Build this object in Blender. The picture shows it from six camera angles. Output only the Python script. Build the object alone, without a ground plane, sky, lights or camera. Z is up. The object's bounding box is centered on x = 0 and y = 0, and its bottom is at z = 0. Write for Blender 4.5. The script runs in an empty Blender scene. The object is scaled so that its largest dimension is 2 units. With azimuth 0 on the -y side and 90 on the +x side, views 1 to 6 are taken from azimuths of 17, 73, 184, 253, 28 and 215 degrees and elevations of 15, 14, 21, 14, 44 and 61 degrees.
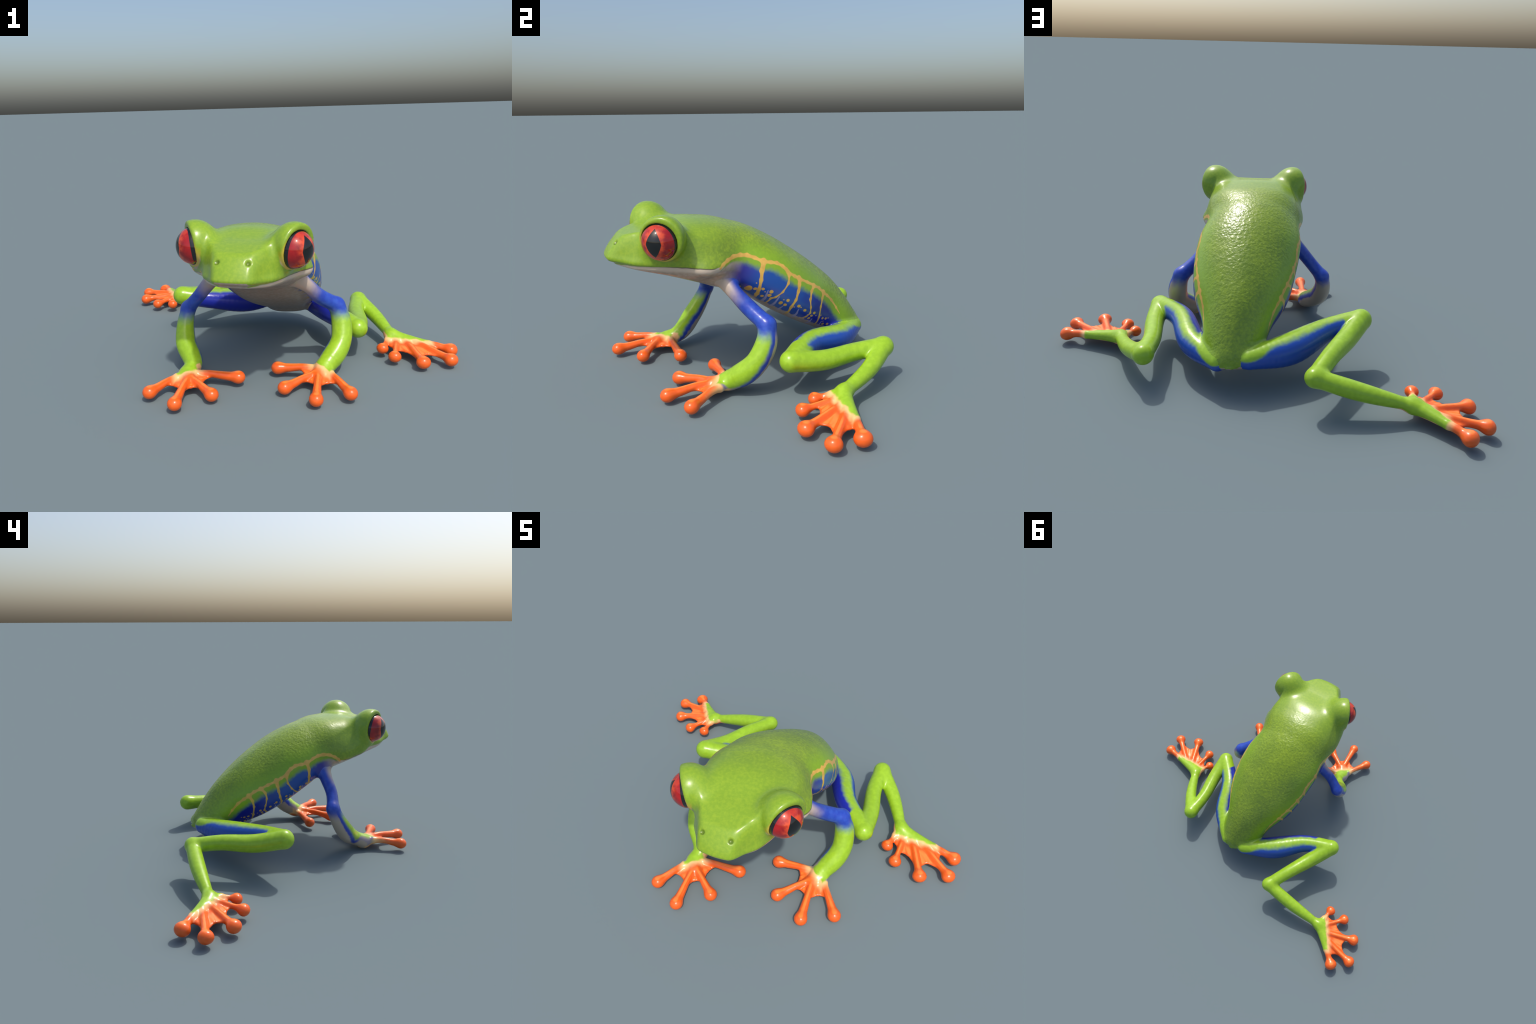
"""Red-eyed tree frog, crouching, one hind leg stretched back.
The body is one implicit surface (lofted torso, wedge-shaped head, tapered limb
tubes, webbed feet) that is meshed by surface nets, then cut into named parts."""
import bpy, math
import numpy as np
from mathutils import Vector, Matrix

STEP = 0.004
V = lambda *a: np.array(a, float)

# ------------------------------------------------------------------ helpers
def spline(xs, ys):
    """smooth curve through control points (Catmull-Rom tangents), as a function"""
    xs, ys = np.array(xs, float), np.array(ys, float)
    m = np.gradient(ys, xs)
    def f(x):
        x = np.clip(x, xs[0], xs[-1])
        i = np.clip(np.searchsorted(xs, x) - 1, 0, len(xs) - 2)
        h = xs[i + 1] - xs[i]
        t = (x - xs[i]) / h
        return ((2*t**3 - 3*t**2 + 1)*ys[i] + (t**3 - 2*t**2 + t)*h*m[i]
                + (-2*t**3 + 3*t**2)*ys[i+1] + (t**3 - t**2)*h*m[i+1])
    return f

def smin(a, b, k):
    h = np.maximum(k - np.abs(a - b), 0) / k
    return np.minimum(a, b) - h*h*k*0.25

def smax(a, b, k):
    return -smin(-a, -b, k)

def curve_points(pts, radii, per=8):
    pts, radii = np.array(pts, float), np.array(radii, float)
    s = np.concatenate([[0], np.cumsum(np.linalg.norm(np.diff(pts, axis=0), axis=1))])
    q = np.concatenate([np.linspace(s[i], s[i+1], per, endpoint=False) for i in range(len(s)-1)] + [[s[-1]]])
    return np.stack([spline(s, pts[:, j])(q) for j in range(3)], 1), spline(s, radii)(q)

class Part:
    """a piece of the implicit surface, evaluated only near its bounding box"""
    def __init__(self, lo, hi, fn):
        self.lo, self.hi, self.fn = lo, hi, fn
    def __call__(self, P, far=0.09):
        d = np.full(len(P), 1.0)
        m = np.all((P > self.lo - far) & (P < self.hi + far), axis=1)
        if m.any():
            d[m] = self.fn(P[m])
        return d

def tube(pts, radii, per=8, straight=False, k=None):
    if straight:
        p, r = np.array(pts, float), np.array(radii, float)
    else:
        p, r = curve_points(pts, radii, per)
    R = r.max()
    def fn(P):
        out = None
        for i in range(len(p) - 1):
            a, ab = p[i], p[i+1] - p[i]
            t = np.clip(((P - a) @ ab) / (ab @ ab), 0, 1)
            d = np.linalg.norm(P - a - t[:, None]*ab, axis=1) - (r[i] + t*(r[i+1] - r[i]))
            out = d if out is None else (np.minimum(out, d) if k is None else smin(out, d, k))
        return out
    return Part(p.min(0) - R, p.max(0) + R, fn)

def ball(c, r, scale=(1, 1, 1)):
    c, s = np.array(c, float), np.array(scale, float)
    def fn(P):
        q = (P - c)/s
        n = np.linalg.norm(q, axis=1)
        g = np.linalg.norm(q/s, axis=1)
        return n*(n - r)/np.maximum(g, 1e-6)
    return Part(c - r*s, c + r*s, fn)

def pad_ball(c, along, r, scale):
    """flattened toe pad: scale = (lengthwise, sideways, height)"""
    c, s = np.array(c, float), np.array(scale, float)
    a = np.array([along[0], along[1], 0.]); a /= np.linalg.norm(a)
    b = np.array([-a[1], a[0], 0.])
    def fn(P):
        w = P - c
        q = np.stack([w @ a, w @ b, w[:, 2]], 1)/s
        n = np.linalg.norm(q, axis=1)
        g = np.linalg.norm(q/s, axis=1)
        return n*(n - r)/np.maximum(g, 1e-6)
    return Part(c - r*s.max(), c + r*s.max(), fn)

def web(tri, th):
    a, b, c = [np.array(x, float) for x in tri]
    pts = np.stack([a, b, c])
    n = np.cross(b - a, c - a); n /= np.linalg.norm(n)
    def fn(P):
        inside = np.ones(len(P), bool)
        ed = np.full(len(P), 9.)
        for p, q in ((a, b), (b, c), (c, a)):
            e = q - p
            inside &= ((P - p) @ np.cross(n, e)) >= 0
            t = np.clip(((P - p) @ e)/(e @ e), 0, 1)
            ed = np.minimum(ed, np.linalg.norm(P - p - t[:, None]*e, axis=1))
        return np.where(inside, np.abs((P - a) @ n), ed) - th
    return Part(pts.min(0) - th, pts.max(0) + th, fn)

def union(parts, k):
    def f(P):
        d = parts[0](P)
        for q in parts[1:]:
            d = smin(d, q(P), k)
        return d
    return f

# --------------------------------------------------------- the body's frame
ORIGIN, YAW = V(0.0808, 0, 0), 0.0483          # mid-line of the body, turned a little
CY, SY = math.cos(YAW), math.sin(YAW)
def to_body(P):
    q = P - ORIGIN
    return q[:, 0]*CY + q[:, 1]*SY, -q[:, 0]*SY + q[:, 1]*CY, P[:, 2]
def from_body(x, y, z):
    return V(ORIGIN[0] + x*CY - y*SY, ORIGIN[1] + x*SY + y*CY, z)

# torso: stations along a spine that falls 28 degrees from nape to rump
PITCH_C, PITCH_S = 0.883, 0.469
TU = [-.42, -.30, -.20, -.08, .05, .20, .35, .50, .60, .68, .74]
T_TOP = spline(TU, [0.074, 0.114, 0.156, 0.189, 0.196, 0.185, 0.162, 0.123, 0.076, 0.030, 0.005])
T_BOT = spline(TU, [-0.117, -0.116, -0.086, -0.094, -0.111, -0.131, -0.136, -0.133, -0.134, -0.097, -0.037])
ROLL = 0.080
P_BOT = 3.0
T_PTOP = spline([-.42, -.10, .15, .45, .74], [2.030, 1.994, 1.853, 1.769, 1.813])
T_WIDEST = spline([-.42, -.25, -.05, .10, .40, .74], [0.322, 0.327, 0.450, 0.491, 0.423, 0.409])   # how high the widest line runs
T_MID = spline([-.4, -.1, .2, .5, .74], [-0.041, -0.029, -0.005, 0.010, 0.023])
T_WID = spline(TU, [0.212, 0.236, 0.235, 0.233, 0.252, 0.247, 0.222, 0.157, 0.131, 0.092, 0.045])
def torso_uv(P):
    X, Y, Z = to_body(P)
    u, v = (Y + .15)*PITCH_C - (Z - .5)*PITCH_S, (Y + .15)*PITCH_S + (Z - .5)*PITCH_C
    X = X - T_MID(u)
    return X + ROLL*v, u, v - ROLL*X          # the trunk leans a little to its right
def torso(P):
    X, u, v = torso_uv(P)
    top, bot, w = T_TOP(u), T_BOT(u), T_WID(u)
    c = bot + (top - bot)*T_WIDEST(u)
    h = np.where(v > c, top - c, c - bot)
    p = np.where(v > c, T_PTOP(u), P_BOT)
    ax, av = np.abs(X)/w, np.abs(v - c)/h
    r = (ax**p + av**p)**(1/p)
    q = np.hypot(X, v - c)
    d = np.where(q > 1e-4, q*(1 - 1/np.maximum(r, 1e-3)), -h)
    d = np.where(r < .3, np.minimum(d, -.05), d)*0.93
    d = smax(d, u - .738, .07)
    return smax(d, -(u + .40), .12)

# head: a wedge bounded by crown, cheeks, chin and a blunt snout
H_TOP = spline([-.78, -.71, -.66, -.60, -.52, -.45, -.36, -.25], [0.685, 0.695, 0.706, 0.719, 0.729, 0.731, 0.727, 0.714])
H_MOUTH = spline([-.78, -.745, -.64, -.538, -.42, -.30, -.20], [.586, .583, .573, .568, .558, .553, .55])
H_CHIN = spline([-.78, -.745, -.65, -.55, -.45, -.35, -.25, -.15], [0.578, 0.573, 0.552, 0.529, 0.500, 0.461, 0.404, 0.351])
W_JAW = spline([-.80, -.745, -.70, -.64, -.538, -.45, -.374, -.30, -.2], [0.072, 0.085, 0.106, 0.150, 0.203, 0.224, 0.233, 0.222, 0.216])
W_CROWN = spline([-.80, -.74, -.70, -.64, -.58, -.50, -.42, -.30], [.064, .072, .085, .114, .156, .205, .224, .212])
HEAD_X = -.006
def head_core(P):
    X, Y, Z = to_body(P)
    X = X - HEAD_X
    ax = np.abs(X)
    top, mouth, chin = H_TOP(Y), H_MOUTH(Y), H_CHIN(Y)
    f = np.clip((Z - mouth)/(top - mouth), 0, 1.2)
    wj = W_JAW(Y)
    w = wj + (W_CROWN(Y) - wj)*f**1.05 - np.maximum(mouth - Z, 0)*np.clip((mouth - Z)/.04, .25, 1)*.8
    side = (ax - w)*0.9
    front = (-(Y) - .757 + .062*np.clip((Z - .605)/.09, 0, 1.6)**1.4 + np.maximum(.578 - Z, 0)*.9 + 1.6*ax**2 + 9*np.maximum(ax - .06, 0)**2)*0.88
    crown = (Z - top - .003*np.clip(ax/.12, 0, 1)**2*np.clip((-.45 - Y)/.1, 0, 1))*0.97
    k = .018 + .10*np.clip((Y + .64)/.14, 0, 1)
    d = smax(side, smax(crown, front, .012), k)
    d = smax(d, (chin - Z)*0.95, .05)
    d = smax(d, Y + .22, .1)
    groove = np.exp(-((Z - mouth)/.0055)**2)*np.clip((-.30 - Y)/.05, 0, 1)
    lip = np.exp(-((Z - mouth - .018)/.014)**2)*np.clip((-.34 - Y)/.1, 0, 1)
    return d + .006*groove - .003*lip

LID_R = .0985
LID_C = V(.213, -.529, .7025)
EYE_C, EYE_R, GAZE = V(.2125, -.537, .694), .0815, math.radians(32)
EYE_N = V(math.cos(GAZE), -math.sin(GAZE), -.10)
EYE_N /= np.linalg.norm(EYE_N)
def mirrored(P):
    X, Y, Z = to_body(P)
    return np.stack([np.abs(X - HEAD_X), Y, Z], 1)
NOSTRIL = V(.064, -.712, .673)
_found = []
def nostril_point():
    """the nostril, moved on to the surface of the snout"""
    if not _found:
        p = from_body(NOSTRIL[0] + HEAD_X, *NOSTRIL[1:])[None]
        for _ in range(12):
            d = head_core(p)
            g = np.array([(head_core(p + e) - head_core(p - e))[0]/.002 for e in np.eye(3)*.001])
            p = p - d*g/max(g @ g, .3)
        _found.append(mirrored(p)[0])
    return _found[0]
def head(P):
    d = head_core(P)
    M = mirrored(P)
    d = smin(d, np.linalg.norm((M - V(.224, -.345, .556))/V(.8, 1.25, .75), axis=1)*.8 - .037, .06)   # jaw corner
    d = smin(d, np.linalg.norm((M - LID_C)/V(1, 1.0, 1), axis=1) - LID_R, .052)               # eyelid dome
    q = M - EYE_C
    a = q @ EYE_N
    rad = np.sqrt(np.maximum((q*q).sum(1) - a*a, 0))
    opening = smax(.020 - a, rad - .125, .01)
    d = smax(d, -opening, .012)
    d = smax(d, -(np.linalg.norm(q, axis=1) - .080), .006)                     # socket
    nd = np.linalg.norm(M - nostril_point(), axis=1)
    d = smax(d, -(nd - .0105), .007)
    return d

# --------------------------------------------------------------- the limbs
LIMBS = {
 'left_fore': dict(kind='forelimb',
    arm=[(0.235, -0.251, 0.493), (0.303, -0.219, 0.440), (0.346, -0.167, 0.376), (0.424, -0.101, 0.311)], arm_r=[0.046, 0.034, 0.036, 0.037],
    low=[(0.424, -0.101, 0.311), (0.445, -0.110, 0.245), (0.456, -0.156, 0.160), (0.404, -0.254, 0.069), (0.392, -0.275, 0.057)], low_r=[0.037, 0.047, 0.050, 0.044, 0.034],
    tips=[(.172, -.292, .040), (.249, -.473, .036), (.406, -.546, .036), (.543, -.464, .040)]),
 'right_fore': dict(kind='forelimb',
    arm=[(-0.089, -0.247, 0.512), (-0.173, -0.240, 0.434), (-0.234, -0.250, 0.358), (-0.300, -0.231, 0.287)], arm_r=[0.046, 0.035, 0.032, 0.034],
    low=[(-0.300, -0.231, 0.287), (-0.305, -0.258, 0.228), (-0.286, -0.318, 0.142), (-0.213, -0.414, 0.065), (-0.222, -0.467, 0.041)], low_r=[0.034, 0.041, 0.049, 0.042, 0.034],
    tips=[(.022, -.432, .042), (-.045, -.610, .036), (-.171, -.725, .038), (-.321, -.660, .040)]),
 'left_hind': dict(kind='hindlimb',
    pads=(.86, .90, 1.0, 1.0, 1.06),
    bones=[(0.141, 0.444, 0.141), (0.277, 0.304, 0.149), (0.377, 0.114, 0.179), (0.520, -0.026, 0.170), (0.508, 0.121, 0.149), (0.471, 0.302, 0.151), (0.467, 0.444, 0.157), (0.573, 0.324, 0.113), (0.675, 0.155, 0.072)],
    bone_r=[0.041, 0.062, 0.055, 0.047, 0.045, 0.041, 0.042, 0.037, 0.026],
    tips=[(.639, .037, .044), (.705, -.041, .040), (.842, -.077, .040), (.971, -.017, .040), (.972, .100, .042)]),
 'right_hind': dict(kind='hindlimb',
    pads=(.86, .90, 1.0, 1.0, 1.06),
    bones=[(0.001, 0.437, 0.160), (-0.167, 0.322, 0.157), (-0.333, 0.185, 0.192), (-0.491, 0.124, 0.223), (-0.424, 0.254, 0.191), (-0.347, 0.420, 0.186), (-0.284, 0.555, 0.163), (-0.461, 0.564, 0.118), (-0.693, 0.559, 0.062)],
    bone_r=[0.046, 0.073, 0.055, 0.050, 0.048, 0.041, 0.038, 0.039, 0.023],
    tips=[(-.705, .432, .046), (-.809, .428, .042), (-.930, .506, .040), (-.978, .639, .040), (-.891, .721, .042)]),
}
lerp = lambda a, b, t: np.asarray(a, float)*(1 - t) + np.asarray(b, float)*t

def build_limb(L):
    """fills L with its implicit pieces: 'limb', 'paw' (hand or foot) and 'digits'"""
    tips = [V(*t) for t in L['tips']]
    if L['kind'] == 'forelimb':
        L['limb'] = union([tube(L['arm'], L['arm_r']), tube(L['low'], L['low_r'])], .02)
        wrist = V(*L['low'][-1])
        mid = sum(tips)/4
        palm = lerp(wrist, mid, .30); palm[2] = .050
        roots = [lerp(wrist, tips[0], .12), lerp(palm, tips[1], .12), lerp(palm, tips[2], .10), lerp(wrist, tips[3], .25)]
        for r in roots: r[2] = .050
        web_at, pad, rise = [.40, .42, .42, .42], .0280, .012
        bones = [tube([wrist, r], [.030, .019], straight=True) for r in roots]
        fills = [(wrist, roots[0], roots[1]), (wrist, roots[1], roots[2]), (wrist, roots[2], roots[3])]
    else:
        bone, br = L['bones'], L['bone_r']
        hip, knee, heel, ankle = V(*bone[0]), V(*bone[3]), V(*bone[6]), V(*bone[8])
        L.update(hip=hip, knee=knee, heel=heel, ankle=ankle)
        thigh, shank, tarsus = tube(bone[0:4], br[0:4]), tube(bone[3:7], br[3:7]), tube(bone[6:9], br[6:9])
        def limb(P, a=thigh, b=shank, c=tarsus):
            return smin(smin(a(P), b(P), .007), c(P), .020)
        L['limb'] = limb
        wrist = ankle
        A = lerp(ankle, tips[0], .40); B = lerp(ankle, tips[4], .62)
        A[2], B[2] = .060, .052
        roots = [A, lerp(A, B, .22), lerp(A, B, .45), lerp(A, B, .68), B]
        for r in roots: r[2] += .002
        web_at, pad, rise = [.40, .54, .74, .78, .42], .0300, .006
        bones = [tube([ankle, r], [.025, .016], straight=True) for r in roots]
        fills = [(ankle, roots[i], roots[i+1]) for i in range(4)]
    L['wrist'], L['roots'], L['tip_pts'] = wrist, roots, tips
    L['digits'] = []
    for r, t in zip(roots, tips):
        n = np.linalg.norm(t - r)
        mid1, mid2 = lerp(r, t, .35), lerp(r, t, .7)
        mid1[2] += rise*.6; mid2[2] += rise*.2
        dirn = (t - r)/n
        t2 = t - dirn*.004
        if L['kind'] == 'forelimb':
            L['digits'].append(union([tube([r, mid1, mid2, t2], [.019, .0165, .0200, .0240], per=5), pad_ball(t, dirn, .0280, (1.05, 1.04, .95))], .020))
        else:
            k = L['pads'][len(L['digits'])]
            L['digits'].append(union([tube([r, mid1, mid2, t2], [.017*k, .0160*k**2, .0175*k**2, .022*k], per=5), pad_ball(t, dirn, .0300*k, (.98, 1.16, .96))], .020))
    webs = []
    for i in range(len(tips) - 1):
        pa, pb = lerp(roots[i], tips[i], web_at[i]), lerp(roots[i+1], tips[i+1], web_at[i+1] if web_at[i+1] > web_at[i] else web_at[i])
        if L['kind'] == 'hindlimb' and i == 3:
            pb = lerp(roots[4], tips[4], .40); pa = lerp(roots[3], tips[3], .72)
        q = lerp((roots[i] + roots[i+1])/2, (pa + pb)/2, .78)
        for z in (pa, pb, q): z[2] -= .004
        webs += [web((roots[i], pa, q), .0050), web((q, pb, roots[i+1]), .0050), web((roots[i], q, roots[i+1]), .0065)]
    fill = [web(f, .013) for f in fills]
    def paw(P, b=union(bones, .02), f=union(fill, .012), w=union(webs, .008)):
        return smin(smin(b(P), f(P), .02), w(P), .010)
    L['paw'] = paw
    allp = np.array(tips + [wrist] + ([L['hip'], L['knee'], L['heel']] if L['kind'] == 'hindlimb' else list(L['arm']) + list(L['low'])), float)
    L['lo'], L['hi'] = allp.min(0) - .075, allp.max(0) + .075
    def whole(P, L=L):
        d = smin(L['limb'](P), L['paw'](P), .025)
        for g in L['digits']:
            d = smin(d, g(P), .010)
        return d
    L['whole'] = Part(L['lo'], L['hi'], whole)
for L in LIMBS.values():
    build_limb(L)

def surface(P):
    d = smin(torso(P), head(P), .06)
    for n, L in LIMBS.items():
        d = smin(d, L['whole'](P), .035 if L['kind'] == 'forelimb' else .020)
    return d

def labels(P):
    names, ds = ['torso', 'head'], []
    X, u, v = torso_uv(P)
    neck = (to_body(P)[1] + .31)
    body = smin(torso(P), head(P), .06)
    ds.append(np.where(neck > 0, body, 1)); ds.append(np.where(neck <= 0, body, 1))
    for n, L in LIMBS.items():
        names.append(n); ds.append(L['limb'](P))
        names.append(n + '/paw'); ds.append(L['paw'](P))
        for i, g in enumerate(L['digits']):
            r, t = L['roots'][i], L['tip_pts'][i]
            along = ((P - r) @ (t - r))/((t - r) @ (t - r))
            names.append(f'{n}/digit{i}'); ds.append(np.where(along > .12, g(P) - .002, 1))
    return names, np.argmin(np.stack(ds), 0)

# ------------------------------------------------------------- surface nets
def mesh_surface():
    lo, hi, B = V(-1.05, -.82, -.03), V(1.05, .80, .85), 8
    n = (np.ceil((hi - lo)/STEP/B).astype(int))*B
    nb = n//B
    ax = [np.arange(k) for k in nb]
    bi = np.stack(np.meshgrid(*ax, indexing='ij'), -1).reshape(-1, 3)
    centre = lo + (bi*B + (B - 1)/2)*STEP
    d = surface(centre)
    vol = np.empty(tuple(nb) + (B, B, B), np.float32)
    vol[:] = np.where(d > 0, 1, -1).reshape(tuple(nb))[..., None, None, None]
    act = np.where(np.abs(d) < .042)[0]
    off = np.stack(np.meshgrid(*[np.arange(B)]*3, indexing='ij'), -1).reshape(-1, 3)
    for s in range(0, len(act), 600):
        a = act[s:s+600]
        P = (lo + (bi[a][:, None]*B + off[None])*STEP).reshape(-1, 3)
        vol[bi[a][:, 0], bi[a][:, 1], bi[a][:, 2]] = surface(P).reshape(-1, B, B, B)
    vol = vol.transpose(0, 3, 1, 4, 2, 5).reshape(tuple(n))
    neg = vol < 0
    cnt = np.zeros(tuple(n - 1), np.int8)
    corners = [(i, j, k) for i in (0, 1) for j in (0, 1) for k in (0, 1)]
    sl = lambda c: tuple(slice(c[a], n[a] - 1 + c[a]) for a in range(3))
    for c in corners:
        cnt += neg[sl(c)]
    cells = np.argwhere((cnt > 0) & (cnt < 8))
    idx = np.full(tuple(n - 1), -1, np.int32)
    idx[tuple(cells.T)] = np.arange(len(cells))
    acc, num = np.zeros((len(cells), 3)), np.zeros(len(cells))
    val = {c: vol[tuple((cells + c).T)].astype(float) for c in corners}
    for c in corners:
        for a in range(3):
            if c[a] == 0:
                e = list(c); e[a] = 1; e = tuple(e)
                m = (val[c] < 0) != (val[e] < 0)
                t = val[c][m]/(val[c][m] - val[e][m])
                p = np.tile(np.array(c, float), (m.sum(), 1)); p[:, a] += t
                acc[m] += p; num[m] += 1
    verts = lo + (cells + acc/num[:, None])*STEP
    quads = []
    for a in range(3):
        b, c = (a + 1) % 3, (a + 2) % 3
        s0 = [slice(1, n[k] - 1) for k in range(3)]; s1 = list(s0)
        s0[a], s1[a] = slice(0, n[a] - 1), slice(1, n[a])
        n0, n1 = neg[tuple(s0)], neg[tuple(s1)]
        for flip, mask in ((False, n0 & ~n1), (True, ~n0 & n1)):
            g = np.argwhere(mask)
            o = np.ones(3, int); o[a] = 0
            g = g + o
            e = np.zeros((4, 3), int)
            e[1][b] = -1; e[2][b] = -1; e[2][c] = -1; e[3][c] = -1
            q = np.stack([idx[tuple((g + k).T)] for k in e], 1)
            quads.append(q[:, ::-1] if flip else q)
    quads = np.concatenate(quads)
    # Smooth, then pull back on to the surface
    ed = np.concatenate([quads[:, [0, 1]], quads[:, [1, 2]], quads[:, [2, 3]], quads[:, [3, 0]]])
    deg = np.bincount(ed.ravel(), minlength=len(verts))[:, None]
    for it in range(3):
        s = np.stack([np.bincount(ed[:, 0], verts[ed[:, 1], j], len(verts)) + np.bincount(ed[:, 1], verts[ed[:, 0], j], len(verts)) for j in range(3)], 1)
        verts = verts + .5*(s/deg - verts)
    g, d = gradient(verts)
    verts = verts - np.clip(d, -.004, .004)[:, None]*g*.8
    s = np.stack([np.bincount(ed[:, 0], verts[ed[:, 1], j], len(verts)) + np.bincount(ed[:, 1], verts[ed[:, 0], j], len(verts)) for j in range(3)], 1)
    verts = verts + .3*(s/deg - verts)
    q = verts[quads]
    fn = np.cross(q[:, 2] - q[:, 0], q[:, 3] - q[:, 1])
    g = np.stack([np.bincount(quads.ravel(), np.repeat(fn[:, j], 4), len(verts)) for j in range(3)], 1)
    for it in range(2):                                   # even out the stair-steps in the shading
        g /= np.linalg.norm(g, axis=1)[:, None] + 1e-12
        s = np.stack([np.bincount(ed[:, 0], g[ed[:, 1], j], len(verts)) + np.bincount(ed[:, 1], g[ed[:, 0], j], len(verts)) for j in range(3)], 1)
        g = .5*g + .5*s/deg
    g /= np.linalg.norm(g, axis=1)[:, None] + 1e-12
    return verts, quads, g

def gradient(P, e=.0022):
    d = surface(P)
    g = np.stack([surface(P + e*np.eye(3)[i]) - surface(P - e*np.eye(3)[i]) for i in range(3)], 1)
    ln = np.linalg.norm(g, axis=1)
    return g/np.maximum(ln, 1e-9)[:, None], d/np.maximum(ln/(2*e), .3)

# ------------------------------------------------------ node-expression DSL
class Nodes:
    def __init__(self, name):
        self.mat = bpy.data.materials.new(name)
        self.mat.use_nodes = True
        self.t = self.mat.node_tree
        self.bsdf = next(n for n in self.t.nodes if n.type == 'BSDF_PRINCIPLED')
        co = self.t.nodes.new('ShaderNodeTexCoord')
        self.pos = co.outputs['Object']
        sep = self.t.nodes.new('ShaderNodeSeparateXYZ')
        self.t.links.new(self.pos, sep.inputs[0])
        self.x, self.y, self.z = (E(self, o) for o in sep.outputs)
        geo = self.t.nodes.new('ShaderNodeNewGeometry')
        self.normal = geo.outputs['Normal']
        sn = self.t.nodes.new('ShaderNodeSeparateXYZ')
        self.t.links.new(self.normal, sn.inputs[0])
        self.nx, self.ny, self.nz = (E(self, o) for o in sn.outputs)
    def put(self, sock, v):
        if isinstance(v, E): v = v.s
        if isinstance(v, bpy.types.NodeSocket): self.t.links.new(v, sock)
        elif v is not None: sock.default_value = v
    def math(self, op, *a, clamp=False):
        n = self.t.nodes.new('ShaderNodeMath'); n.operation = op; n.use_clamp = clamp
        for i, v in enumerate(a): self.put(n.inputs[i], v)
        return E(self, n.outputs[0])
    def step(self, v, lo, hi):
        """smooth 0..1 as v runs from lo to hi"""
        n = self.t.nodes.new('ShaderNodeMapRange'); n.interpolation_type = 'SMOOTHSTEP'
        self.put(n.inputs['Value'], v)
        if lo < hi:
            a, b, c, d = lo, hi, 0., 1.
        else:
            a, b, c, d = hi, lo, 1., 0.
        for k, q in zip(('From Min', 'From Max', 'To Min', 'To Max'), (a, b, c, d)): n.inputs[k].default_value = q
        return E(self, n.outputs['Result'])
    def vec(self, x, y, z):
        n = self.t.nodes.new('ShaderNodeCombineXYZ')
        for i, v in enumerate((x, y, z)): self.put(n.inputs[i], v)
        return n.outputs[0]
    def noise(self, scale, detail=2., rough=.5, vec=None):
        n = self.t.nodes.new('ShaderNodeTexNoise')
        self.put(n.inputs['Vector'], self.pos if vec is None else vec)
        n.inputs['Scale'].default_value, n.inputs['Detail'].default_value, n.inputs['Roughness'].default_value = scale, detail, rough
        return E(self, n.outputs['Fac'])
    def voronoi(self, scale, feature='F1'):
        n = self.t.nodes.new('ShaderNodeTexVoronoi'); n.feature = feature
        self.put(n.inputs['Vector'], self.pos); n.inputs['Scale'].default_value = scale
        return E(self, n.outputs['Distance'])
    def mix(self, f, a, b):
        n = self.t.nodes.new('ShaderNodeMix'); n.data_type = 'RGBA'
        self.put(n.inputs[0], f)
        for i, v in ((6, a), (7, b)):
            self.put(n.inputs[i], tuple(v) + (1,) if isinstance(v, tuple) else v)
        return n.outputs[2]
    def curve(self, v, pts, x0, x1, y0, y1):
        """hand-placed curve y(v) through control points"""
        n = self.t.nodes.new('ShaderNodeFloatCurve')
        c = n.mapping.curves[0]
        q = [((a - x0)/(x1 - x0), (b - y0)/(y1 - y0)) for a, b in pts]
        while len(c.points) < len(q): c.points.new(.5, .5)
        for p, (a, b) in zip(c.points, q): p.location = (a, b); p.handle_type = 'AUTO_CLAMPED'
        n.mapping.use_clip = False
        n.mapping.update()
        self.put(n.inputs['Value'], (v - x0)*(1/(x1 - x0)))
        return E(self, n.outputs[0])*(y1 - y0) + y0
    def dist(self, v, c):
        n = self.t.nodes.new('ShaderNodeVectorMath'); n.operation = 'DISTANCE'
        self.put(n.inputs[0], v); n.inputs[1].default_value = c
        return E(self, n.outputs['Value'])
    def stroke(self, v, a, b, ra, rb):
        """signed distance in the plane to a tapered stroke from a to b"""
        g = self.t.nodes.new('ShaderNodeGroup'); g.node_tree = stroke_group()
        self.put(g.inputs[0], v)
        g.inputs[1].default_value = (a[0], a[1], 0); g.inputs[2].default_value = (b[0], b[1], 0)
        g.inputs[3].default_value, g.inputs[4].default_value = ra, rb
        return E(self, g.outputs[0]), g.outputs[1]
    def bump(self, h, strength, distance):
        n = self.t.nodes.new('ShaderNodeBump')
        n.inputs['Distance'].default_value = distance
        self.put(n.inputs['Strength'], strength); self.put(n.inputs['Height'], h)
        return n.outputs[0]
    def finish(self, color, rough=.3, normal=None, coat=0., spec=.5, sub=0.):
        b = self.bsdf
        self.put(b.inputs['Base Color'], color if not isinstance(color, tuple) else tuple(color) + (1,))
        self.put(b.inputs['Roughness'], rough)
        b.inputs['Coat Weight'].default_value = coat
        b.inputs['Coat Roughness'].default_value = .12
        b.inputs['Specular IOR Level'].default_value = spec
        if normal is not None: self.put(b.inputs['Normal'], normal)
        return self.mat

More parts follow.
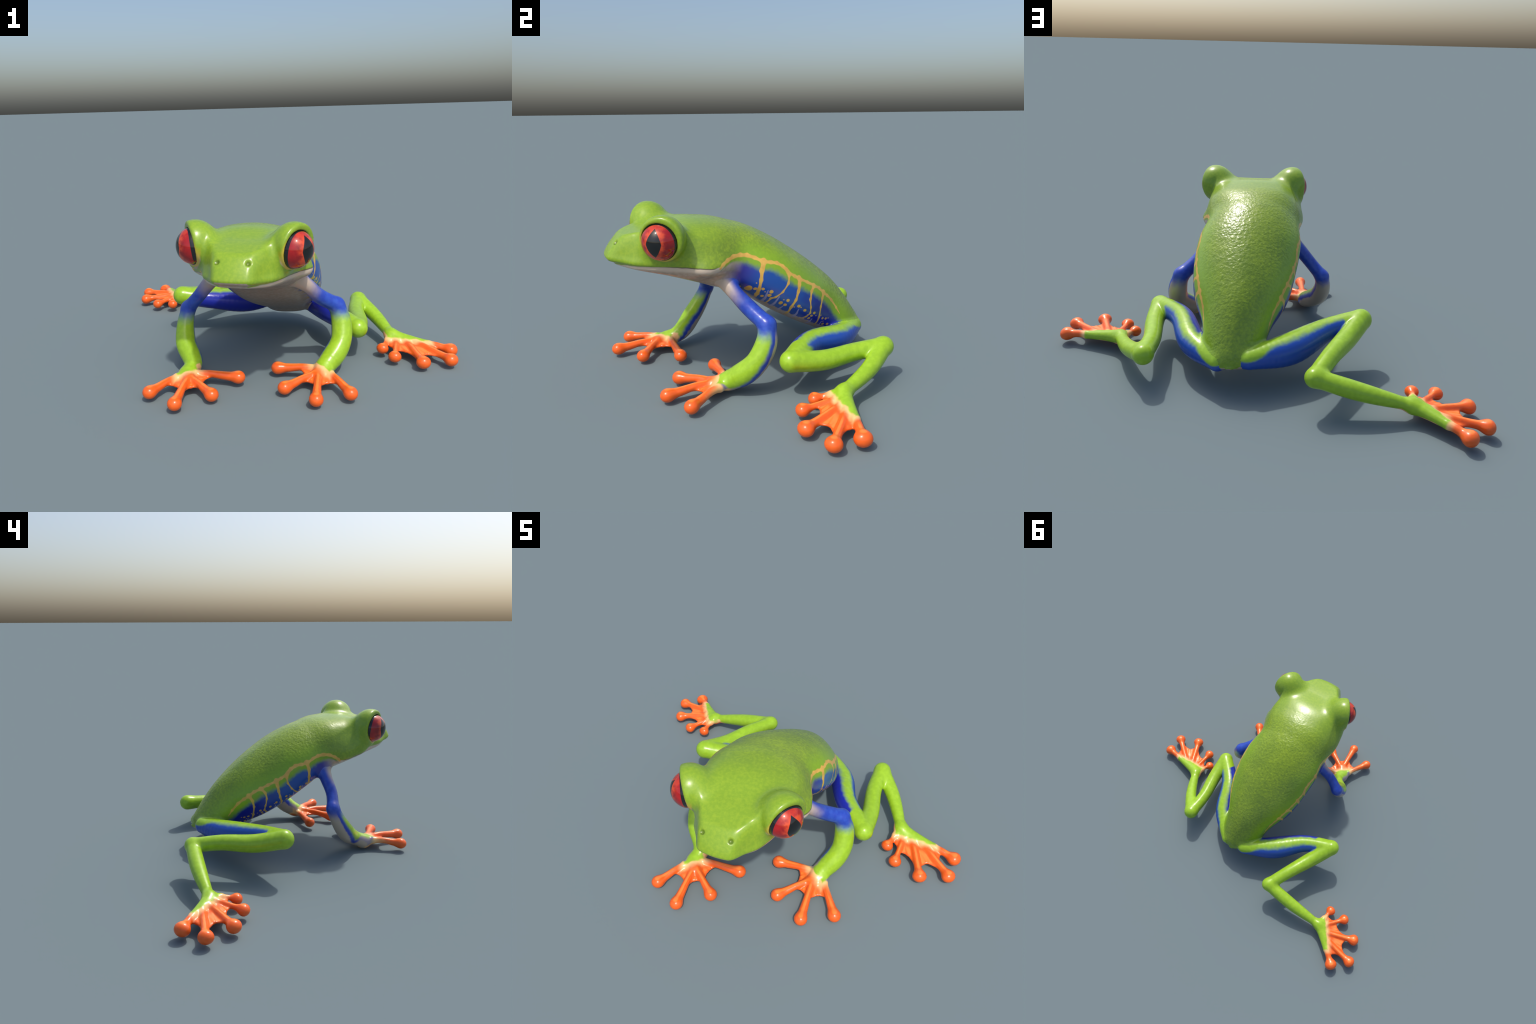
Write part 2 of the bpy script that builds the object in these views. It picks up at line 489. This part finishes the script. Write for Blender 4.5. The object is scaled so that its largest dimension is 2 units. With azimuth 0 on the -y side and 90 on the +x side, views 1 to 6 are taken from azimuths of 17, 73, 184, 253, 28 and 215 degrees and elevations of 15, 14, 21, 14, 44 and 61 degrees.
def stroke_group():
    g = bpy.data.node_groups.get('tapered_stroke')
    if g: return g
    g = bpy.data.node_groups.new('tapered_stroke', 'ShaderNodeTree')
    for nm, ty in (('P', 'NodeSocketVector'), ('A', 'NodeSocketVector'), ('B', 'NodeSocketVector'), ('ra', 'NodeSocketFloat'), ('rb', 'NodeSocketFloat')):
        g.interface.new_socket(nm, in_out='INPUT', socket_type=ty)
    g.interface.new_socket('d', in_out='OUTPUT', socket_type='NodeSocketFloat')
    g.interface.new_socket('P', in_out='OUTPUT', socket_type='NodeSocketVector')
    i, o = g.nodes.new('NodeGroupInput'), g.nodes.new('NodeGroupOutput')
    def vm(op, a, b=None, s=None):
        n = g.nodes.new('ShaderNodeVectorMath'); n.operation = op
        g.links.new(a, n.inputs[0])
        if b is not None: g.links.new(b, n.inputs[1])
        if s is not None: g.links.new(s, n.inputs['Scale'])
        return n.outputs['Value'] if op in ('DOT_PRODUCT', 'LENGTH') else n.outputs[0]
    def mm(op, a, b, clamp=False, c=None):
        n = g.nodes.new('ShaderNodeMath'); n.operation = op; n.use_clamp = clamp
        for k, v in enumerate((a, b, c)):
            if v is not None: g.links.new(v, n.inputs[k])
        return n.outputs[0]
    pa, ba = vm('SUBTRACT', i.outputs[0], i.outputs[1]), vm('SUBTRACT', i.outputs[2], i.outputs[1])
    t = mm('DIVIDE', vm('DOT_PRODUCT', pa, ba), vm('DOT_PRODUCT', ba, ba), True)
    L = vm('LENGTH', vm('SUBTRACT', pa, vm('SCALE', ba, s=t)))
    r = mm('MULTIPLY_ADD', mm('SUBTRACT', i.outputs[4], i.outputs[3]), t, c=i.outputs[3])
    d = mm('SUBTRACT', L, r)
    g.links.new(d, o.inputs[0])
    # Pass the point on, so that strokes are worked out one after the other
    n = g.nodes.new('ShaderNodeVectorMath'); n.operation = 'MULTIPLY_ADD'
    g.links.new(d, n.inputs[0]); n.inputs[1].default_value = (1e-7, 1e-7, 0)
    g.links.new(i.outputs[0], n.inputs[2]); g.links.new(n.outputs[0], o.inputs[1])
    return g

class E:
    """a node socket that can be added, multiplied and so on"""
    def __init__(self, n, s): self.n, self.s = n, s
    def __add__(a, b): return a.n.math('ADD', a, b)
    def __radd__(a, b): return a.n.math('ADD', b, a)
    def __sub__(a, b): return a.n.math('SUBTRACT', a, b)
    def __rsub__(a, b): return a.n.math('SUBTRACT', b, a)
    def __mul__(a, b): return a.n.math('MULTIPLY', a, b)
    def __rmul__(a, b): return a.n.math('MULTIPLY', b, a)
    def abs(a): return a.n.math('ABSOLUTE', a)
    def min(a, b): return a.n.math('MINIMUM', a, b)
    def max(a, b): return a.n.math('MAXIMUM', a, b)
    def softmin(a, b, k): return a.n.math('SMOOTH_MIN', a, b, k)
    def sqrt(a): return a.n.math('SQRT', a)

# ------------------------------------------------------------- skin colours
GREEN_BACK, GREEN_BACK2 = (.160, .258, .020), (.262, .380, .020)
GREEN_HEAD = (.265, .400, .026)
GREEN_LIMB, GREEN_LIMB2 = (.325, .545, .026), (.275, .480, .020)
BLUE_FLANK, BLUE_DEEP, BLUE_LIMB = (.014, .080, .36), (.012, .022, .26), (.020, .055, .40)
YELLOW, CREAM, BELLY = (.70, .42, .085), (.46, .37, .29), (.40, .31, .23)
ORANGE, ORANGE_WEB, PEACH = (.82, .115, .012), (.95, .24, .045), (.88, .52, .22)
PALE = (.36, .33, .52)

LINE = [(-.60, -.226), (-.565, -.211), (-.47, -.163), (-.376, -.116), (-.26, -.060), (-.165, -.013), (-.139, .025), (-.097, .069), (-.034, .090), (.03, .092),
        (.082, .108), (.143, .098), (.218, .086), (.31, .086), (.375, .076), (.444, .058), (.50, .032), (.55, .016), (.62, -.008), (.70, -.035)]

def body_material():
    N = Nodes('frog_skin')
    bx, by = N.x - float(ORIGIN[0]), N.y - float(ORIGIN[1])
    X = bx*CY + by*SY
    Y = by*CY - bx*SY
    u = (Y + .15)*PITCH_C - (N.z - .5)*PITCH_S
    v = (Y + .15)*PITCH_S + (N.z - .5)*PITCH_C
    trunk = N.step(u, -.40, -.15)
    v = v - (X + .04 - (u + .4)*.058)*ROLL*trunk + ROLL*.27*trunk
    wob = N.noise(38., 2.)
    wob2 = N.noise(30., 1., vec=N.vec(N.y, N.z, N.x))
    U, W = u + (wob - .5)*.005, v + (wob2 - .5)*.005
    P = N.vec(U, W, 0.)
    big, fine = N.noise(5., 2.), N.noise(75., 4., .65)
    back = N.mix(N.step(big*.45 + fine*.55, .38, .66), GREEN_BACK, GREEN_BACK2)
    headward = N.step(u, -.10, -.42)
    front = N.mix(N.step(fine, .3, .75), (.200, .345, .022), GREEN_HEAD)
    col = N.mix(headward, back, front)
    # Lower sides of the back are a cleaner green
    line = N.curve(u, LINE, -.6, .7, -.25, .15)
    below = line - W
    col = N.mix(N.step(below, -.10, -.01)*N.step(u, -.2, 0.)*.7, col, (.225, .41, .016))
    # blue flank under the yellow line, fading out of green
    ragged = below + (N.noise(48., 3.) - .5)*.022
    blue = N.mix(N.step(u + (wob - .5)*.1, .42, .18), BLUE_DEEP, BLUE_FLANK)
    blue = N.mix(N.step(u, .06, -.05), blue, (.03, .03, .26))
    flank = N.step(ragged, .022, .056)*N.step(u, -.16, -.15)
    col = N.mix(flank, col, blue)
    # Cream chin, throat and belly
    chin = N.step(below, -.002, .004)*N.step(u, -.135, -.155)
    throat = N.step(u + (N.noise(14.) - .5)*.03, -.045, -.125)*N.step(below, .022, .04)
    belly = N.step(W + (wob - .5)*.02, -.076, -.084)*N.step(u, -.16, -.10)
    mott = N.mix(N.step(N.noise(60., 3.), .35, .7), BELLY, CREAM)
    breast = N.step((N.nx*CY + N.ny*SY).abs(), .45, .25)*N.step(N.nz, -.2, -.4)
    col = N.mix(chin.max(throat).max(belly).max(breast), col, mott)
    lip_light = chin*N.step(below, .034, .016)
    col = N.mix(lip_light*.8, col, (.60, .50, .40))  # brighter cream imitates light caught by the jutting lower lip
    # Dark mouth slit
    slit = N.step((below - .001).abs(), .0045, .001)*N.step(u, -.165, -.185)*N.step(u, -.40, -.30)
    col = N.mix(slit*.8, col, (.05, .045, .02))
    # yellow net: a scalloped line with branches running down the flank
    net = None
    lean = spline([-.05, .05, .12, .24, .33, .45], [.6, 1.0, .65, .40, .45, .25])
    def spread(p):
        """the flank rolls under towards the belly, so low marks sit further back"""
        low = max(0., -p[1]/.07)
        return p[0] + max(0, p[0] - .22)*.15 + .030*low*float(lean(p[0])), p[1]*(1.10 if p[1] < 0 else 1)
    def add(a, b, ra, rb, k=.016):
        nonlocal net, P
        a, b = spread(a), spread(b)
        d, P = N.stroke(P, a, b, ra, rb)
        net = d if net is None else net.softmin(d, k)
    main = [(-.160, -.013), (-.150, .006), (-.136, .030), (-.115, .055), (-.085, .075), (-.055, .086), (-.020, .090), (.02, .089), (.055, .100), (.085, .109), (.118, .106), (.150, .093), (.19, .087), (.222, .084), (.262, .086), (.300, .083), (.332, .083), (.362, .073), (.39, .066), (.425, .054), (.465, .030), (.495, .008)]
    wid = [.005, .005, .006, .007, .007, .0065, .006, .006, .006, .006, .006, .0055, .005, .005, .005, .005, .005, .0055, .005, .0045, .0035, .001]
    for i in range(len(main) - 1):
        add(main[i], main[i+1], wid[i], wid[i+1])
    for pts, w0, w1 in (
        ([(.022, .095), (.030, .050), (.046, .010), (.048, -.030), (.050, -.052), (.052, -.074)], .010, .0055),
        ([(.138, .100), (.160, .078), (.171, .045), (.164, .000), (.140, -.032), (.122, -.046), (.119, -.072)], .005, .0026),
        ([(.216, .090), (.226, .060), (.233, .030), (.238, -.010), (.233, -.045), (.238, -.082)], .0085, .0045),
        ([(.300, .086), (.293, .055), (.300, .020), (.318, -.015), (.327, -.038), (.318, -.060), (.300, -.080)], .006, .0022),
        ([(.364, .076), (.362, .045), (.370, .005), (.384, -.040), (.396, -.082)], .0075, .0035)):
        for i in range(len(pts) - 1):
            f, g = i/(len(pts) - 1), (i + 1)/(len(pts) - 1)
            r = lambda t: w1 + (w0 - w1)*max(0, 1 - 2.2*t)
            add(pts[i], pts[i+1], r(f), r(g))
    for (a, b), r in {(.006, -.044): .0135, (-.027, -.055): .006, (.032, -.034): .006, (.066, -.022): .006, (.109, -.019): .0075, (.107, -.036): .0075, (.076, -.052): .0055,
                    (.176, -.047): .0075, (.203, -.025): .0065, (.201, -.047): .0065, (.261, -.029): .0065, (.295, -.036): .0065, (.346, -.031): .006, (.339, -.047): .0055, (.335, -.062): .0055,
                    (.408, -.040): .0055, (.427, -.036): .0055, (.429, -.064): .006, (.452, -.056): .0055,
                    (.030, -.010): .0018, (.080, -.030): .002, (.182, -.030): .002, (.244, -.040): .002, (.273, -.030): .002, (.318, -.050): .002, (.362, -.040): .002, (.390, -.030): .002, (.42, -.052): .002, (.44, -.030): .002}.items():
        add((a, b), (a + .001, b), r, r, .001)
    side = N.step((N.nx*CY + N.ny*SY).abs(), .30, .48)
    yellow = N.step(net, .0022, -.0012)*side*N.step(u, -.170, -.155)
    pale = None
    for a, b, r in (((.092, -.020), (.096, -.070), .0055), ((.155, -.025), (.150, -.080), .006), ((.196, -.055), (.192, -.088), .006), ((.268, -.042), (.275, -.088), .007), ((.352, -.060), (.354, -.090), .006), ((.412, -.055), (.42, -.09), .005)):
        d, P = N.stroke(P, spread(a), spread(b), .0012, r)
        pale = d if pale is None else pale.min(d)
    col = N.mix(N.step(pale, .003, -.001)*side*.75, col, PALE)
    col = N.mix(yellow, col, N.mix(N.step(wob, .35, .65), (.62, .36, .07), YELLOW))
    # yellow eyelid rim
    q = N.vec((X - HEAD_X).abs(), Y, N.z)
    n = N.t.nodes.new('ShaderNodeVectorMath'); n.operation = 'SUBTRACT'
    N.put(n.inputs[0], q); n.inputs[1].default_value = tuple(EYE_C)
    m = N.t.nodes.new('ShaderNodeVectorMath'); m.operation = 'DOT_PRODUCT'
    N.put(m.inputs[0], n.outputs[0]); m.inputs[1].default_value = tuple(EYE_N)
    axial = E(N, m.outputs['Value'])
    near = N.dist(q, tuple(EYE_C))
    rim = N.step(near, .093, .087)*N.step(axial, -.03, .0)*N.step((n_down := N.z*-1. - Y*.8), -.30, -.20)
    col = N.mix(rim*.85, col, (.62, .45, .05))
    inner = N.step(near, .0845, .0815)*N.step(axial, -.03, .0)
    col = N.mix(inner, col, (.03, .02, .01))
    nost = N.dist(q, tuple(float(x) for x in nostril_point()))
    col = N.mix(N.step(nost, .0135, .0085)*.55, col, (.03, .05, .006))  # dark tint painted in as shade inside the nostril pits
    # grain: pebbled back, smoother head
    peb = N.noise(88., 2., .5)
    peb2 = N.noise(190., 2., .5)
    amount = N.step(u + (big - .5)*.3, -.36, -.05)*N.step(below, .0, -.08)*.36 + .04
    coarse = N.noise(52., 1.5, .5)
    nrm = N.bump(peb*.55 + peb2*.15 + coarse*.7, amount, .010)
    rough = N.mix(flank, (.30, .30, .30), (.34, .34, .34))
    return N.finish(col, .27, nrm, spec=.55)

def limb_material(L, name):
    N = Nodes(name)
    fine, wob = N.noise(45., 3.), N.noise(34., 2.)
    green = N.mix(N.step(fine, .35, .7), GREEN_LIMB2, GREEN_LIMB)
    def along(a, b):
        a, b = np.array(a, float), np.array(b, float); d = (b - a)/((b - a) @ (b - a))
        return N.x*float(d[0]) + N.y*float(d[1]) + N.z*float(d[2]) - float(a @ d)
    def facing(g):
        g = np.array(g, float)/np.linalg.norm(g)
        return N.nx*float(g[0]) + N.ny*float(g[1]) + N.nz*float(g[2])
    fore = L['kind'] == 'forelimb'
    if fore:
        left = 'left' in name
        face = facing((.22, -.93, .28) if left else (.26, -.90, .30)) + (wob - .5)*.25
        col = N.mix(N.step(face, -.38, -.20), (.44, .36, .28), BLUE_LIMB)
        palm = N.step(N.dist(N.pos, tuple(L['wrist'])), .085, .045)
        col = N.mix(palm*.75, col, (.46, .36, .27))
        col = N.mix(N.step(face, -.05, .36), col, green)
        el = V(*L['arm'][-1]); sh = V(*L['arm'][1])
        upper = N.step(N.z + (wob - .5)*.03, el[2] - .066, el[2] + .004)
        arm = N.mix(N.step(fine, .3, .7), BLUE_LIMB, (.030, .085, .46))
        t = along(sh, el) + (wob - .5)*.2
        chest = N.step(t, .45, -.15)*N.step(facing((-.2 if left else .2, -1, .1)), -.5, .35)
        arm = N.mix(chest, arm, (.46, .37, .30))
        col = N.mix(upper, col, arm)
        a, b = L['roots'][0], L['roots'][3]
        fwd = lerp(L['tip_pts'][1], L['tip_pts'][2], .5) - L['wrist']
        shift, zlow = .012, .040
    else:
        hip, knee, heel, ankle = (V(*L[n]) for n in ('hip', 'knee', 'heel', 'ankle'))
        t = along(hip, knee)
        ax = (knee - hip)/np.linalg.norm(knee - hip)
        up = V(0, 0, 1) - ax*ax[2]
        out = np.cross(ax, up); out *= np.sign(out[1])
        face = facing(up + out*(.28 if 'left' in name else .02)) + (wob - .5)*.16
        wide = N.step(t, .82, .96)*2. + N.step(t, .20, -.02)*.6
        stripe = N.step(face + wide, .74, 1.0)
        blue = N.mix(N.step(facing(out), -.2, .7), (.016, .028, .36), (.016, .075, .42))
        blue = N.mix(N.step(face, -.70, -.98), blue, (.20, .12, .17))
        thigh = N.mix(stripe, blue, green)
        # The thigh is what lies on the body's side of the bisector at the knee
        bis = along(hip, knee)
        da = (knee - hip)/np.linalg.norm(knee - hip); db = (heel - knee)/np.linalg.norm(heel - knee)
        w = (-da) - db; w /= np.linalg.norm(w)            # points to the thigh's side
        sidep = N.x*float(w[0]) + N.y*float(w[1]) + N.z*float(w[2]) - float(knee @ w)
        col = N.mix(N.step(sidep, .0, .012), green, thigh)
        under = N.step(facing((0, 0, -1)), .35, .95)
        a, b = L['roots'][0], L['roots'][4]
        fwd = lerp(L['tip_pts'][2], L['tip_pts'][3], .5) - ankle
        shift, zlow = .006, .036
    # green, peach fringe, orange digits
    d2 = (b - a)[:2]; nrm2 = V(-d2[1], d2[0]); nrm2 /= np.linalg.norm(nrm2)
    if nrm2 @ fwd[:2] < 0: nrm2 = -nrm2
    s = N.x*float(nrm2[0]) + N.y*float(nrm2[1]) - float(a[:2] @ nrm2) - shift + (wob - .5)*.020
    dl = np.linalg.norm(d2)
    e = N.x*float(d2[0]/dl) + N.y*float(d2[1]/dl) - float(a[:2] @ d2/dl)
    reach = N.step(N.dist(N.pos, tuple(lerp(L['wrist'], L['roots'][2], .9))), .40, .38)
    paw_only = (reach - 1.)*.5
    s = s.max((e - float(dl) - .006).max(e*-1. - (.020 if fore else .004)).min(s + (.035 if fore else .07)))
    under = N.step(N.nz + (wob - .5)*.3, -.15, -.55)*N.step(N.z, .085, .055)*N.step(N.dist(N.pos, tuple(L['wrist'])), *((.07, .03) if fore else (.16, .10)))*.05
    s = s + under
    s = s - N.step(N.z, .085, .15)*.5 + paw_only
    web_n = N.step(s, .03, .06)*N.step(N.nz, .90, .99)
    orange = N.mix(web_n*.9 + N.step(fine, .3, .8)*.15, ORANGE, ORANGE_WEB)
    paw = N.mix(N.step(s, -.006, .008), col, PEACH)
    paw = N.mix(N.step(s, .004, .045 if fore else .034), paw, orange)
    nb = N.bump(N.noise(60., 2.), .10, .006)
    return N.finish(paw, .28, nb, spec=.5)

def eye_material():
    N = Nodes('frog_eye')
    r = EYE_R
    ang = N.math('ARCCOSINE', N.math('MAXIMUM', N.math('MINIMUM', N.z*(1/r), 1.), -1.))
    ex, ey = N.x, N.y - .009
    iris = N.mix(N.step(N.noise(30., 4., .6), .35, .7), (.23, .006, .009), (.35, .012, .013))
    orange_mottle = N.step(N.math('ABSOLUTE', ex) + (N.noise(45., 3.) - .5)*.03, .055, .030)
    iris = N.mix(orange_mottle*N.step(N.noise(28., 3.), .35, .6)*.8, iris, (.72, .085, .020))  # orange mottling of the iris beside the pupil
    iris = N.mix(N.step(ang, .75, 1.0)*.5, iris, (.40, .010, .012))
    half = (1. - ey*ey*(1/.0590**2))*.0225 + (1. - ey.abs()*(1/.0590))*.0105
    tip = half - ex.abs()
    col = N.mix(N.step(tip, -.0012, .0008), iris, (.006, .007, .008))
    col = N.mix(N.step(ang - ey*ey*(.16/r**2), 1.135, 1.155), col, (.008, .009, .012))
    return N.finish(col, .06, coat=.3, spec=.5)

# ---------------------------------------------------------------- assembling
def link(o, parent=None):
    bpy.context.scene.collection.objects.link(o)
    if parent is not None: o.parent = parent
    return o

def main():
    verts, quads, normals = mesh_surface()
    # Stand on the ground
    verts[:, 2] -= verts[:, 2].min()
    names, lab = labels(verts)
    face_lab = np.array([np.argmax(np.bincount(q)) for q in lab[quads]])
    frog = link(bpy.data.objects.new('tree_frog', None))
    frog['label'] = 'bright green tree frog with red eyes and orange toes'
    frog['category'] = 'frog'
    mats = {'body': body_material()}
    for n, L in LIMBS.items():
        mats[n] = limb_material(L, n + '_skin')
    objs = {}
    def make(key, name, parent, mat):
        f = quads[face_lab == names.index(key)]
        if not len(f): return None
        used, inv = np.unique(f, return_inverse=True)
        inv = inv.reshape(f.shape)
        me = bpy.data.meshes.new(name)
        me.vertices.add(len(used)); me.vertices.foreach_set('co', verts[used].astype(np.float32).ravel())
        me.loops.add(f.size); me.loops.foreach_set('vertex_index', inv.astype(np.int32).ravel())
        me.polygons.add(len(f)); me.polygons.foreach_set('loop_start', np.arange(0, f.size, 4, dtype=np.int32))
        me.update(calc_edges=True)
        me.polygons.foreach_set('use_smooth', np.ones(len(f), bool))
        me.normals_split_custom_set_from_vertices([tuple(x) for x in normals[used]])
        me.materials.append(mat)
        objs[key] = link(bpy.data.objects.new(name, me), parent)
        return objs[key]
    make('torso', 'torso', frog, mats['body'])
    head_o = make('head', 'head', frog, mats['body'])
    for n, L in LIMBS.items():
        fore = L['kind'] == 'forelimb'
        o = make(n, L['kind'], frog, mats[n])
        make(n + '/paw', 'hand' if fore else 'foot', o, mats[n])
        for i in range(len(L['digits'])):
            make(f'{n}/digit{i}', 'finger' if fore else 'toe', o, mats[n])
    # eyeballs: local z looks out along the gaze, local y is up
    import bmesh
    bm = bmesh.new()
    bmesh.ops.create_uvsphere(bm, u_segments=96, v_segments=64, radius=EYE_R)
    me = bpy.data.meshes.new('eye'); bm.to_mesh(me); bm.free()
    me.polygons.foreach_set('use_smooth', np.ones(len(me.polygons), bool))
    me.materials.append(eye_material())
    for sgn in (1, -1):
        c = from_body(EYE_C[0]*sgn + HEAD_X, EYE_C[1], EYE_C[2])
        zd = from_body(EYE_N[0]*sgn, EYE_N[1], EYE_N[2]) - from_body(0, 0, 0)
        zd = Vector(zd).normalized(); xd = Vector((0, 0, 1)).cross(zd).normalized(); yd = zd.cross(xd); xd = xd*sgn
        M = Matrix((xd, yd, zd)).transposed().to_4x4(); M.translation = Vector(c)
        o = link(bpy.data.objects.new('eye', me), head_o)
        o.matrix_world = M

if __name__ == "__main__":
    main()
